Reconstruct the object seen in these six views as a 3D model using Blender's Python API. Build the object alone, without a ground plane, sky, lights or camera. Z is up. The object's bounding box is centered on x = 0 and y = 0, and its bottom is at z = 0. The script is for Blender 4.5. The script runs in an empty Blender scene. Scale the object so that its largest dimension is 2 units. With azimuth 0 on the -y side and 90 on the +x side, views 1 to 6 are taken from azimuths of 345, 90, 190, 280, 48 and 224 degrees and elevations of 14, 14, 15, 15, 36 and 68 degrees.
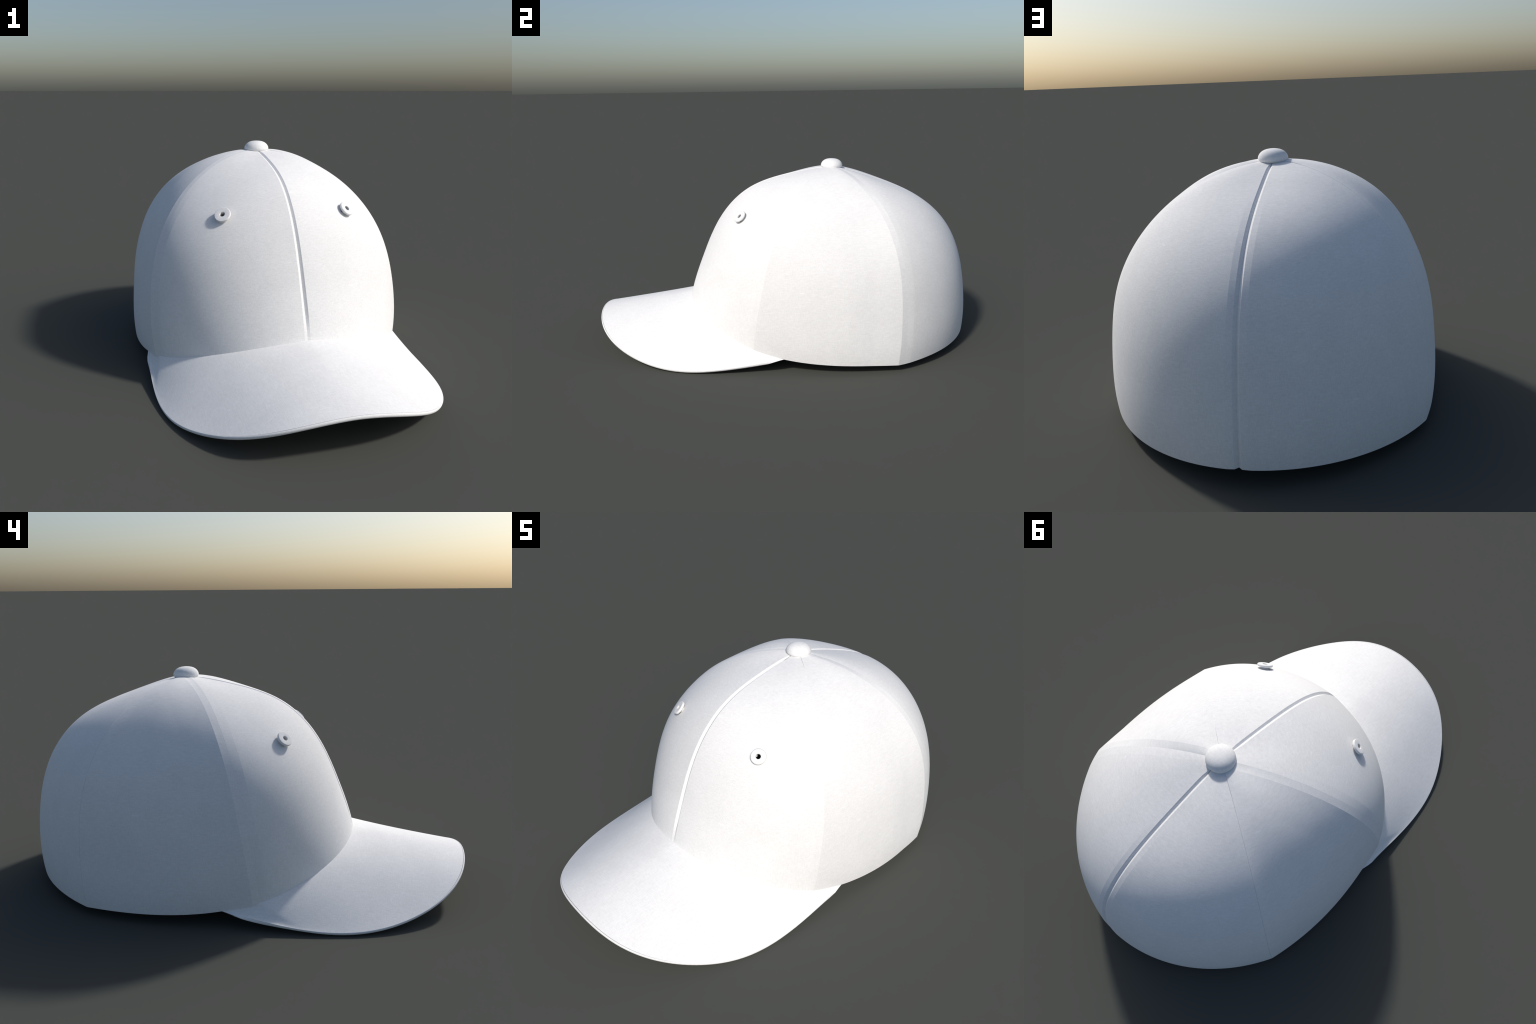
# White six-panel baseball cap: crown panels, curved bill, edge piping, top button, two eyelets.
import bpy, bmesh, math
import numpy as np
from mathutils import Vector, Matrix

# ------------------------------------------------------------------ helpers
def cubic(knots, values, x):
    """natural cubic spline through (knots, values) along axis 0, sampled at x"""
    xk = np.asarray(knots, float); yk = np.asarray(values, float); x = np.asarray(x, float)
    n = len(xk); h = np.diff(xk)
    a = np.zeros((n, n)); b = np.zeros(yk.shape); a[0, 0] = a[-1, -1] = 1
    for i in range(1, n - 1):
        a[i, i-1], a[i, i], a[i, i+1] = h[i-1], 2*(h[i-1]+h[i]), h[i]
        b[i] = 6*((yk[i+1]-yk[i])/h[i] - (yk[i]-yk[i-1])/h[i-1])
    m = np.linalg.solve(a, b.reshape(n, -1)).reshape(b.shape)
    j = np.clip(np.searchsorted(xk, x) - 1, 0, n - 2)
    sh = (-1,) + (1,)*(yk.ndim-1)
    u = ((xk[j+1]-x)/h[j]).reshape(sh); w = ((x-xk[j])/h[j]).reshape(sh); hj = h[j].reshape(sh)
    return u*yk[j] + w*yk[j+1] + ((u**3-u)*m[j] + (w**3-w)*m[j+1])*hj**2/6

def lagrange4(f):
    xs = np.linspace(0, 1, 4)
    return np.stack([np.prod([(f-xs[m])/(xs[k]-xs[m]) for m in range(4) if m != k], axis=0) for k in range(4)], -1)

def smooth01(x):
    x = np.clip(x, 0, 1); return x*x*(3-2*x)

def unit(v):
    return v/np.maximum(np.linalg.norm(v, axis=-1, keepdims=True), 1e-9)

# ------------------------------------------------------------------ measurements
HUB = np.array([-0.012, 0.274, 0.15])          # point under the button from which the crown radius is measured
# Crown radius from the hub along ten meridians (front centre -> front side seam -> back side seam -> back centre),
# each from the button (first value) down to the rim (last value).
MERIDIANS = [
    [0.7811, 0.7818, 0.8063, 0.7930, 0.7674, 0.7796],   # front centre seam
    [0.7816, 0.7775, 0.7900, 0.7780, 0.7560, 0.7679],
    [0.7825, 0.7769, 0.7755, 0.7640, 0.7355, 0.7335],
    [0.7839, 0.7796, 0.7665, 0.7385, 0.7045, 0.6955],   # front side seam
    [0.7828, 0.7710, 0.7300, 0.6745, 0.6340, 0.6330],
    [0.7829, 0.7722, 0.7230, 0.6680, 0.6225, 0.6235],
    [0.7817, 0.7740, 0.7588, 0.7140, 0.6658, 0.6601],   # back side seam
    [0.7816, 0.7689, 0.7661, 0.7312, 0.6895, 0.6765],
    [0.7820, 0.7601, 0.7726, 0.7548, 0.7174, 0.7061],
    [0.7816, 0.7548, 0.7755, 0.7766, 0.7376, 0.7313],   # back centre seam
]
RIM_DIP = [6.82, 4.51, 0.11, -4.09, -8.45, -9.85, -9.95, -8.80, -7.50, -6.25]   # elevation of the rim, degrees
SEAM_FRONT = np.radians([56.12, 7.17, -11.22])    # azimuth of the side seams along the meridian (a + b t + c t^2)
SEAM_BACK = np.radians([117.83, 5.53, -5.89])
LEAN = (0.0137, 0.010, -0.0125, -0.006)           # the cap stands a little off its own mirror plane
# Bill edge, from the tip in the middle to where it runs into the rim at the temple
BILL_EDGE = [[0, -1.0010, 0.1655], [0.2150, -0.9680, 0.1310], [0.3985, -0.8430, 0.0640],
             [0.5450, -0.6150, 0.0150], [0.5955, -0.3317, 0.0172], [0.5866, 0.0110, 0.0715]]
BILL_BULGE = {1: [0.0, -0.004, -0.003, -0.003], -1: [0.0, -0.003, -0.008, -0.004]}
BILL_SEAT = {1: 0.010, -1: 0.0}                  # how far the bill climbs up the crown at the temple
BILL_ANGLE = math.radians(65.85)
CLOTH = 0.012

INV = 1/np.array(MERIDIANS).T                     # rows: stations down the meridian
KN = np.linspace(0, 1, 6)
RIM = np.radians(RIM_DIP)

def place(v, side):
    w = np.array(v, float)
    w[..., 0] = w[..., 0]*(side + LEAN[3]) + LEAN[0] + LEAN[1]*w[..., 1] + LEAN[2]*w[..., 2]
    return w + HUB

def crown(panel, t, f):
    """right half of the crown relative to the hub; t down the meridian, f across the panel (2D arrays)"""
    q = cubic(KN, INV, t[:, 0])                   # rows share one t
    qa = q[:, 3*panel:3*panel+4]
    W = lagrange4(f)
    Q = np.einsum('ik,ijk->ij', qa, W)
    rim = W @ RIM[3*panel:3*panel+4]
    sa = SEAM_FRONT[0] + SEAM_FRONT[1]*t + SEAM_FRONT[2]*t*t
    sb = SEAM_BACK[0] + SEAM_BACK[1]*t + SEAM_BACK[2]*t*t
    lo, hi = [(0*sa, sa), (sa, sb), (sb, 0*sb + math.pi)][panel]
    ph = lo + (hi-lo)*f
    ps = math.pi/2 + (rim - math.pi/2)*t
    return np.stack([np.cos(ps)*np.sin(ph), -np.cos(ps)*np.cos(ph), np.sin(ps)], -1)/Q[..., None]

# ------------------------------------------------------------------ materials
def cotton(name, warp, weft, base=(0.80, 0.80, 0.80), slub=0.05):
    """plain woven cotton; warp / weft are Mapping scales whose small axis is the thread direction"""
    m = bpy.data.materials.new(name); m.use_nodes = True
    nt = m.node_tree; N = nt.nodes; L = nt.links
    bs = N["Principled BSDF"]
    bs.inputs["Roughness"].default_value = 0.92
    bs.inputs["Specular IOR Level"].default_value = 0.12
    tc = N.new("ShaderNodeTexCoord")
    def noise(scale3, detail=2.0, rough=0.5):
        mp = N.new("ShaderNodeMapping"); mp.inputs["Scale"].default_value = scale3
        L.new(tc.outputs["Object"], mp.inputs["Vector"])
        nz = N.new("ShaderNodeTexNoise"); nz.inputs["Scale"].default_value = 1.0
        nz.inputs["Detail"].default_value = detail; nz.inputs["Roughness"].default_value = rough
        L.new(mp.outputs["Vector"], nz.inputs["Vector"])
        return nz.outputs["Fac"]
    def math_(op, a, b):
        n = N.new("ShaderNodeMath"); n.operation = op
        for k, v in enumerate((a, b)):
            if isinstance(v, (int, float)): n.inputs[k].default_value = v
            else: L.new(v, n.inputs[k])
        return n.outputs[0]
    a = noise(warp); b = noise(weft)
    fine = noise((420, 420, 420), 1.0)
    cloud = noise((9, 9, 9), 4.0, 0.6)
    weave = math_('ADD', math_('MULTIPLY', a, 0.27), math_('MULTIPLY', b, 0.27))
    weave = math_('ADD', weave, math_('MULTIPLY', fine, 0.30))
    weave = math_('ADD', weave, math_('MULTIPLY', cloud, 0.16))
    ramp = N.new("ShaderNodeValToRGB")
    e = ramp.color_ramp.elements
    lo, hi = 0.90, 1.06
    e[0].position = 0.37; e[0].color = (base[0]*lo, base[1]*lo, base[2]*lo, 1)
    e[1].position = 0.63; e[1].color = (min(1, base[0]*hi), min(1, base[1]*hi), min(1, base[2]*hi), 1)
    L.new(weave, ramp.inputs["Fac"])
    # slubs: a few short thick threads
    s = noise(tuple(0.45*x for x in weft), 0.0)
    sr = N.new("ShaderNodeValToRGB"); sr.color_ramp.elements[0].position = 0.80; sr.color_ramp.elements[1].position = 0.86
    L.new(s, sr.inputs["Fac"])
    mx = N.new("ShaderNodeMix"); mx.data_type = 'RGBA'
    L.new(math_('MULTIPLY', sr.outputs["Color"], 0.6), mx.inputs["Factor"])
    L.new(ramp.outputs["Color"], mx.inputs["A"])
    mx.inputs["B"].default_value = tuple(min(1, c*1.09) for c in base) + (1,)
    L.new(mx.outputs["Result"], bs.inputs["Base Color"])
    bp = N.new("ShaderNodeBump"); bp.inputs["Strength"].default_value = 0.12; bp.inputs["Distance"].default_value = 0.004
    L.new(weave, bp.inputs["Height"]); L.new(bp.outputs["Normal"], bs.inputs["Normal"])
    return m

BASE = (0.815, 0.815, 0.815)
MAT_FRONT = cotton("white_cotton_upright_grain", (300, 300, 28), (60, 60, 300), BASE)
MAT_SIDE = cotton("white_cotton_level_grain", (300, 300, 60), (40, 40, 300), BASE)
MAT_BACK = cotton("white_cotton_back_grain", (300, 300, 60), (55, 55, 300), BASE)
MAT_BILL = cotton("white_cotton_bill", (300, 28, 120), (45, 300, 120), BASE)
MAT_PIPE = cotton("white_cotton_piping", (200, 200, 200), (90, 90, 90), BASE)
MAT_BUTTON = cotton("white_cotton_button", (160, 30, 160), (30, 160, 160), BASE)
MAT_EYE = cotton("white_thread_eyelet", (220, 220, 220), (120, 120, 120), BASE)

# ------------------------------------------------------------------ mesh building
ROOT = bpy.data.objects.new("baseball_cap", None)
bpy.context.scene.collection.objects.link(ROOT)
ROOT["label"] = "plain white six panel baseball cap with curved bill"
ROOT["category"] = "baseball cap"

def add(name, mesh, mat, parent=ROOT):
    ob = bpy.data.objects.new(name, mesh); mesh.materials.append(mat)
    bpy.context.scene.collection.objects.link(ob); ob.parent = parent
    return ob

def grid_mesh(name, shells, bridge_rows, sharp_cols=(), holes=()):
    """shells: outer and inner point grids (rows x cols); bridged along the given row ends"""
    outer, inner = shells
    R, C = outer.shape[:2]
    verts = np.concatenate([outer.reshape(-1, 3), inner.reshape(-1, 3)])
    idx = np.arange(R*C).reshape(R, C); idx2 = idx + R*C
    faces = []
    def cut(p):
        return any(np.linalg.norm(p - c) < r for c, r in holes)
    for i in range(R-1):
        for j in range(C-1):
            q = [idx[i, j], idx[i+1, j], idx[i+1, j+1], idx[i, j+1]]
            if holes and cut(verts[q].mean(0)): continue
            faces.append(q); faces.append([k + R*C for k in reversed(q)])
    for r in bridge_rows:
        for j in range(C-1):
            faces.append([idx[r, j], idx2[r, j], idx2[r, j+1], idx[r, j+1]])
    me = bpy.data.meshes.new(name)
    me.from_pydata([tuple(v) for v in verts], [], [[int(k) for k in f] for f in faces])
    bm = bmesh.new(); bm.from_mesh(me)
    bm.verts.ensure_lookup_table()
    cols = set(sharp_cols)
    for e in bm.edges:
        a, b = e.verts[0].index, e.verts[1].index
        if a < R*C and b < R*C and a % C == b % C and (a % C) in cols: e.smooth = False
        if len(e.link_faces) == 2 and e.calc_face_angle(0) > math.radians(50): e.smooth = False
    return me, bm

def finish(me, bm, flip):
    if flip: bmesh.ops.reverse_faces(bm, faces=bm.faces[:])
    for f in bm.faces: f.smooth = True
    bm.to_mesh(me); bm.free(); me.update()
    return me

# how cloth rolls into each kind of seam: (distance from seam, offset along the surface normal)
GROOVE_FRONT = ([0, 0.012, 0.06], [-0.0095, 0, 0])
GROOVE_BACK = ([0, 0.012, 0.0361, 0.1], [-0.0100, 0, 0, 0])
SHOULDER_BACK = ([0, 0.012, 0.036, 0.1], [-0.0022, -0.0022, 0, 0])   # shallow dip beside the back groove, lower down
ROLL_SIDE = ([0, 0.031, 0.06, 0.16], [0, 0.0062, 0.0048, 0])          # side panel standing proud of the seam
ROLL_NEXT = ([0, 0.036, 0.06, 0.16], [0, 0.0012, 0.0009, 0])
CREASE = ([0, 0.0014, 0.05], [-0.0020, 0, 0])
CREASE_FADING = ([0, 0.0014, 0.051], [-0.0020, 0, 0])      # pressed out flat below the button

EDGE_STEPS = np.array([0, .0014, .004, .008, .012, .016, .023, .031, .036, .042, .05, .062])
ROWS = 130
EYELET_AXIS = {}

def panel_grid(panel, kind_lo, kind_hi):
    t = 0.03 + 0.97*np.linspace(0, 1, ROWS)
    fine = np.linspace(0, 1, 241)
    T, F = np.meshgrid(t, fine, indexing='ij')
    P = crown(panel, T, F)
    seg = np.linalg.norm(np.diff(P, axis=1), axis=2)
    arc = np.concatenate([np.zeros((ROWS, 1)), np.cumsum(seg, 1)], 1)
    ne = len(EDGE_STEPS); ni = 34
    weight = {id(GROOVE_FRONT): 6, id(GROOVE_BACK): 6, id(ROLL_SIDE): 8, id(ROLL_NEXT): 4, id(CREASE): 2, id(CREASE_FADING): 2}
    share = weight[id(kind_lo)]/(weight[id(kind_lo)] + weight[id(kind_hi)])   # room near the button, where the panels taper
    klo_ = np.ones(ROWS); khi_ = np.ones(ROWS)
    f = np.zeros((ROWS, 2*ne + ni)); slo = np.zeros_like(f); shi = np.zeros_like(f)
    for i in range(ROWS):
        Lr = arc[i, -1]
        k1 = min(1.0, share*0.97*Lr/EDGE_STEPS[-1]); k2 = min(1.0, (1-share)*0.97*Lr/EDGE_STEPS[-1])
        taper = 0.76 + 0.24*t[i]                         # the centre grooves open up towards the rim
        if kind_lo is GROOVE_FRONT: k1 *= taper
        if kind_hi is GROOVE_BACK: k2 *= taper
        klo_[i], khi_[i] = k1, k2
        lo = EDGE_STEPS*k1; hi = Lr - EDGE_STEPS[::-1]*k2
        s = np.concatenate([lo, np.linspace(lo[-1], hi[0], ni+2)[1:-1], hi])
        f[i] = np.interp(s, arc[i], fine); slo[i] = s/k1; shi[i] = (Lr - s)/k2
        f[i, 0] = 0; f[i, -1] = 1; slo[i, 0] = 0; shi[i, -1] = 0
    T = np.repeat(t[:, None], f.shape[1], 1)
    P = crown(panel, T, f)
    e = 1e-3
    dt = crown(panel, np.minimum(T+e, 1), f) - crown(panel, T-e, f)
    df = crown(panel, T, np.minimum(f+e, 1)) - crown(panel, T, np.maximum(f-e, 0))
    nrm = unit(np.cross(dt, df)); nrm *= np.sign((nrm*P).sum(-1, keepdims=True))
    near = smooth01(np.minimum(slo, shi)/0.05)[..., None]
    nrm = unit(unit(P)*(1-near) + nrm*near)
    def depth(kind, dist, scale):
        d = np.interp(dist, *kind)
        if kind is GROOVE_FRONT: d = d*(1 - 0.85*smooth01((T - 0.88)/0.11))      # runs out just above the bill
        if kind is GROOVE_BACK: d = d + np.interp(dist, *SHOULDER_BACK)*smooth01((T - 0.18)/0.25)
        if kind is CREASE_FADING: d = d*(1 - smooth01((T - 0.06)/0.10))
        if kind in (ROLL_SIDE, ROLL_NEXT): d = d*(0.50 + 0.60*smooth01((T - 0.25)/0.35))
        if kind in (CREASE, CREASE_FADING): return d
        return d*scale[:, None]
    off = depth(kind_lo, slo, klo_) + depth(kind_hi, shi, khi_)
    inner = P - nrm*CLOTH
    return P + nrm*off[..., None], inner, nrm, ne

def eyelet_frame(side):
    """centre and outward direction of the ventilation hole in a front panel"""
    t = np.linspace(0.3, 0.6, 61); f = np.linspace(0.3, 0.9, 61)
    T, F = np.meshgrid(t, f, indexing='ij')
    P = crown(0, T, F)
    goal = np.array([0.265, -0.478, 0.554])
    k = np.unravel_index(np.argmin(((P-goal)**2).sum(-1)), T.shape)
    tt, ff = T[k], F[k]
    g = lambda a, b: place(crown(0, np.array([[a]]), np.array([[b]]))[0, 0], side)
    c = g(tt, ff); n = np.cross(g(tt+.01, ff)-c, g(tt, ff+.01)-c); n /= np.linalg.norm(n)
    if n @ (c - HUB) < 0: n = -n
    return c, n

EYELETS = {s: eyelet_frame(s) for s in (1, -1)}

for side in (1, -1):
    rolled_front = side < 0            # this seam is rolled on one temple, pressed flat on the other
    kinds = [
        (GROOVE_FRONT, ROLL_NEXT if rolled_front else CREASE_FADING, MAT_FRONT),
        (ROLL_SIDE if rolled_front else CREASE_FADING, CREASE if rolled_front else ROLL_SIDE, MAT_SIDE),
        (CREASE if rolled_front else ROLL_NEXT, GROOVE_BACK, MAT_BACK),
    ]
    for panel, (klo, khi, mat) in enumerate(kinds):
        out, inn, nrm, ne = panel_grid(panel, klo, khi)
        C = out.shape[1]
        sharp = []
        step = {id(ROLL_SIDE): 7, id(ROLL_NEXT): 8, id(GROOVE_BACK): 8}
        if id(klo) in step: sharp.append(step[id(klo)])
        if id(khi) in step: sharp.append(C-1-step[id(khi)])
        if klo is GROOVE_FRONT: sharp.append(4)
        if khi is GROOVE_BACK: sharp.append(C-1-4)
        holes = [(EYELETS[side][0], 0.018)] if panel == 0 else []
        me, bm = grid_mesh("crown_panel", (place(out, side), place(inn, side)), [ROWS-1], sharp, holes)
        add("crown_panel", finish(me, bm, side < 0), mat)

# ------------------------------------------------------------------ bill
fr = np.linspace(0, 1, 200)
rim_pts = np.concatenate([crown(k, np.ones((1, 200)), fr[None])[0] for k in range(3)])
rim_ang = np.arctan2(rim_pts[:, 0], -rim_pts[:, 1])
def rim_at(a):
    return np.stack([np.interp(a, rim_ang, rim_pts[:, k]) for k in range(3)], -1)

NS, NR = 72, 30
BILL_THICK = 0.0140
BILL_LIFT = 0.003
s = np.linspace(0, 1, NS)
both = np.array(BILL_EDGE); both = np.concatenate([both[:0:-1]*np.array([-1, 1, 1]), both])
edge = cubic(np.concatenate([-KN[:0:-1], KN]), both, s) - np.array([0, HUB[1], HUB[2]])
join = rim_at(s*BILL_ANGLE)
r = np.concatenate([[-1], np.linspace(0, 1, NR)])
inward = unit(join*np.array([1, 1, 0]))*-0.009
def bill_half(side):
    half = np.zeros((len(r), NS, 3))
    bulge = cubic(np.linspace(0, 1, 4), BILL_BULGE[side], s)
    for i, rr in enumerate(r):
        up = np.array([0, 0, 1.0])*(BILL_SEAT[side]*np.exp(-((s-0.6)/0.22)**2)*(1-max(rr, 0))**2)[:, None]
        if rr < 0: half[i] = join + inward + up
        else: half[i] = join + up + (edge-join)*rr + (bulge*4*rr*(1-rr))[:, None]*np.array([0, 0, 1.0])
    return half
full = np.concatenate([place(bill_half(-1)[:, :0:-1], -1), place(bill_half(1), 1)], 1)
full[:, :, 2] += BILL_LIFT
# the temples of the bill slip under the rim and thin out
ends = np.minimum(np.arange(full.shape[1]), full.shape[1]-1-np.arange(full.shape[1]))/(NS-1)
tuck = 1 - smooth01(ends/0.06)
thin = 0.25 + 0.75*smooth01(ends/0.12)
mid = place(np.zeros(3), 1)
inw = unit((mid - full[0])*np.array([1, 1, 0]))
full = full + inw[None]*(tuck*0.008)[None, :, None]
full[:, :, 2] += tuck*0.003
du = np.gradient(full, axis=1); dv = np.gradient(full, axis=0)
bn = unit(np.cross(du, dv)); bn *= np.sign(bn[..., 2:3] + 1e-9)
bn[:, :3] = bn[:, 3:4]; bn[:, -3:] = bn[:, -4:-3]
# outward direction along the edge
dirs = unit(full[-1] - full[-4]); dirs[:4] = dirs[4]; dirs[-4:] = dirs[-5]
tang = unit(np.gradient(full[-1], axis=0))
outw = unit(dirs - (dirs*tang).sum(-1, keepdims=True)*tang)
nedge = unit(np.cross(tang, outw)); nedge *= np.sign(nedge[:, 2:3])
# sheet stops just short of the piping
INSET = 0.008
sheet = full.copy()
span = np.linalg.norm(full[-1]-full[1], axis=1)
k = np.clip(1 - INSET/np.maximum(span, 1e-4), 0.0, 1)
sheet[1:] = full[1:2] + (full[1:] - full[1:2])*k[None, :, None]
me, bm = grid_mesh("bill", (sheet, sheet - bn*(BILL_THICK*thin)[None, :, None]), [len(r)-1, 0])
bill = add("bill", finish(me, bm, False), MAT_BILL)
bmesh_fix = bmesh.new(); bmesh_fix.from_mesh(bill.data); bmesh.ops.recalc_face_normals(bmesh_fix, faces=bmesh_fix.faces); bmesh_fix.to_mesh(bill.data); bmesh_fix.free()

# piping: rounded strip folded over the bill edge, a hair's breadth from the sheet
prof = [(-INSET + 0.0012, 0.25), (-INSET + 0.0012, 0.46), (-INSET + 0.0022, 0.53)]
for a in np.linspace(80, -80, 13):
    prof.append((math.cos(math.radians(a))*0.0058 - 0.0058, math.sin(math.radians(a))*0.55))
prof += [(-INSET + 0.0015, -0.55), (-INSET, -0.50), (-INSET - 0.002, -0.3)]
axis = full[-1] - nedge*(BILL_THICK*thin/2)[:, None]
ring = np.stack([axis + outw*(a*thin)[:, None] + nedge*(b*BILL_THICK*thin)[:, None] for a, b in prof], 0)
verts = ring.reshape(-1, 3); R, C = ring.shape[:2]
faces = [[i*C+j, i*C+j+1, (i+1)*C+j+1, (i+1)*C+j] for i in range(R-1) for j in range(C-1)]
faces += [[(R-1)*C+j, (R-1)*C+j+1, j+1, j] for j in range(C-1)]
faces += [[i*C for i in range(R)], [i*C+C-1 for i in range(R)][::-1]]
me = bpy.data.meshes.new("bill_piping"); me.from_pydata([tuple(v) for v in verts], [], faces)
bm = bmesh.new(); bm.from_mesh(me); bmesh.ops.recalc_face_normals(bm, faces=bm.faces)
for e in bm.edges:
    if len(e.link_faces) == 2 and e.calc_face_angle(0) > math.radians(45): e.smooth = False
add("piping", finish(me, bm, False), MAT_PIPE, bill)

# ------------------------------------------------------------------ turned parts
def lathe(name, profile, segments=48, closed=False, wobble=0.0):
    verts, faces = [], []
    n = len(profile)
    for k in range(segments):
        a = 2*math.pi*k/segments
        for (rad, z) in profile:
            q = rad*(1 + wobble*math.sin(3*a+0.7))
            verts.append((q*math.cos(a), q*math.sin(a), z))
    for k in range(segments):
        k2 = (k+1) % segments
        for i in range(n if closed else n-1):
            j = (i+1) % n
            faces.append([k*n+i, k2*n+i, k2*n+j, k*n+j])
    me = bpy.data.meshes.new(name); me.from_pydata(verts, [], faces)
    bm = bmesh.new(); bm.from_mesh(me)
    bmesh.ops.remove_doubles(bm, verts=bm.verts, dist=1e-5)
    bmesh.ops.dissolve_degenerate(bm, edges=bm.edges, dist=1e-6)
    bmesh.ops.recalc_face_normals(bm, faces=bm.faces)
    for e in bm.edges:
        if len(e.link_faces) == 2 and e.calc_face_angle(0) > math.radians(40): e.smooth = False
    return finish(me, bm, False)

# top button: cloth-covered dome with a tucked-under edge
BR, UP, DOWN = 0.0575, 0.036, 0.022
dome = []
for a in np.linspace(90, -90, 31):
    c, sn = math.cos(math.radians(a)), math.sin(math.radians(a))
    dome.append((BR*max(c, 0)**0.80, (UP if sn > 0 else DOWN)*(abs(sn)**1.05)*(1 if sn > 0 else -1)))
button = add("top_button", lathe("top_button", dome, 64), MAT_BUTTON)
button.location = (-0.006, 0.274, 0.9375)
button.rotation_euler = (math.radians(-1.0), 0, 0)

# eyelets: stitched rings standing slightly off the cloth on a short barrel
def eyelet_profile(rounding):
    ro, ri, th = 0.0340, 0.0105, 0.0110
    pts = []
    def corner(cx, cz, rad, a0, a1, n=6):
        for a in np.linspace(a0, a1, n):
            pts.append((cx + rad*math.cos(math.radians(a)), cz + rad*math.sin(math.radians(a))))
    q = rounding
    corner(ro-q, th-q, q, 90, 0)
    corner(ro-q, q, q, 0, -90)
    pts.append((0.017, 0.0)); pts.append((0.0170, -0.014)); pts.append((0.0160, -0.014)); pts.append((ri, 0.003))
    corner(ri+min(q, .003), th-min(q, .003), min(q, .003), 180, 90)
    return pts
for side, q in ((1, 0.0054), (-1, 0.0020)):
    c, n = EYELETS[side]
    ob = add("eyelet", lathe("eyelet", eyelet_profile(q), 20 if side < 0 else 40, closed=True), MAT_EYE)
    rot = Vector(n).to_track_quat('Z', 'Y').to_matrix().to_4x4()
    ob.matrix_world = Matrix.Translation(Vector(c + n*0.0095)) @ rot
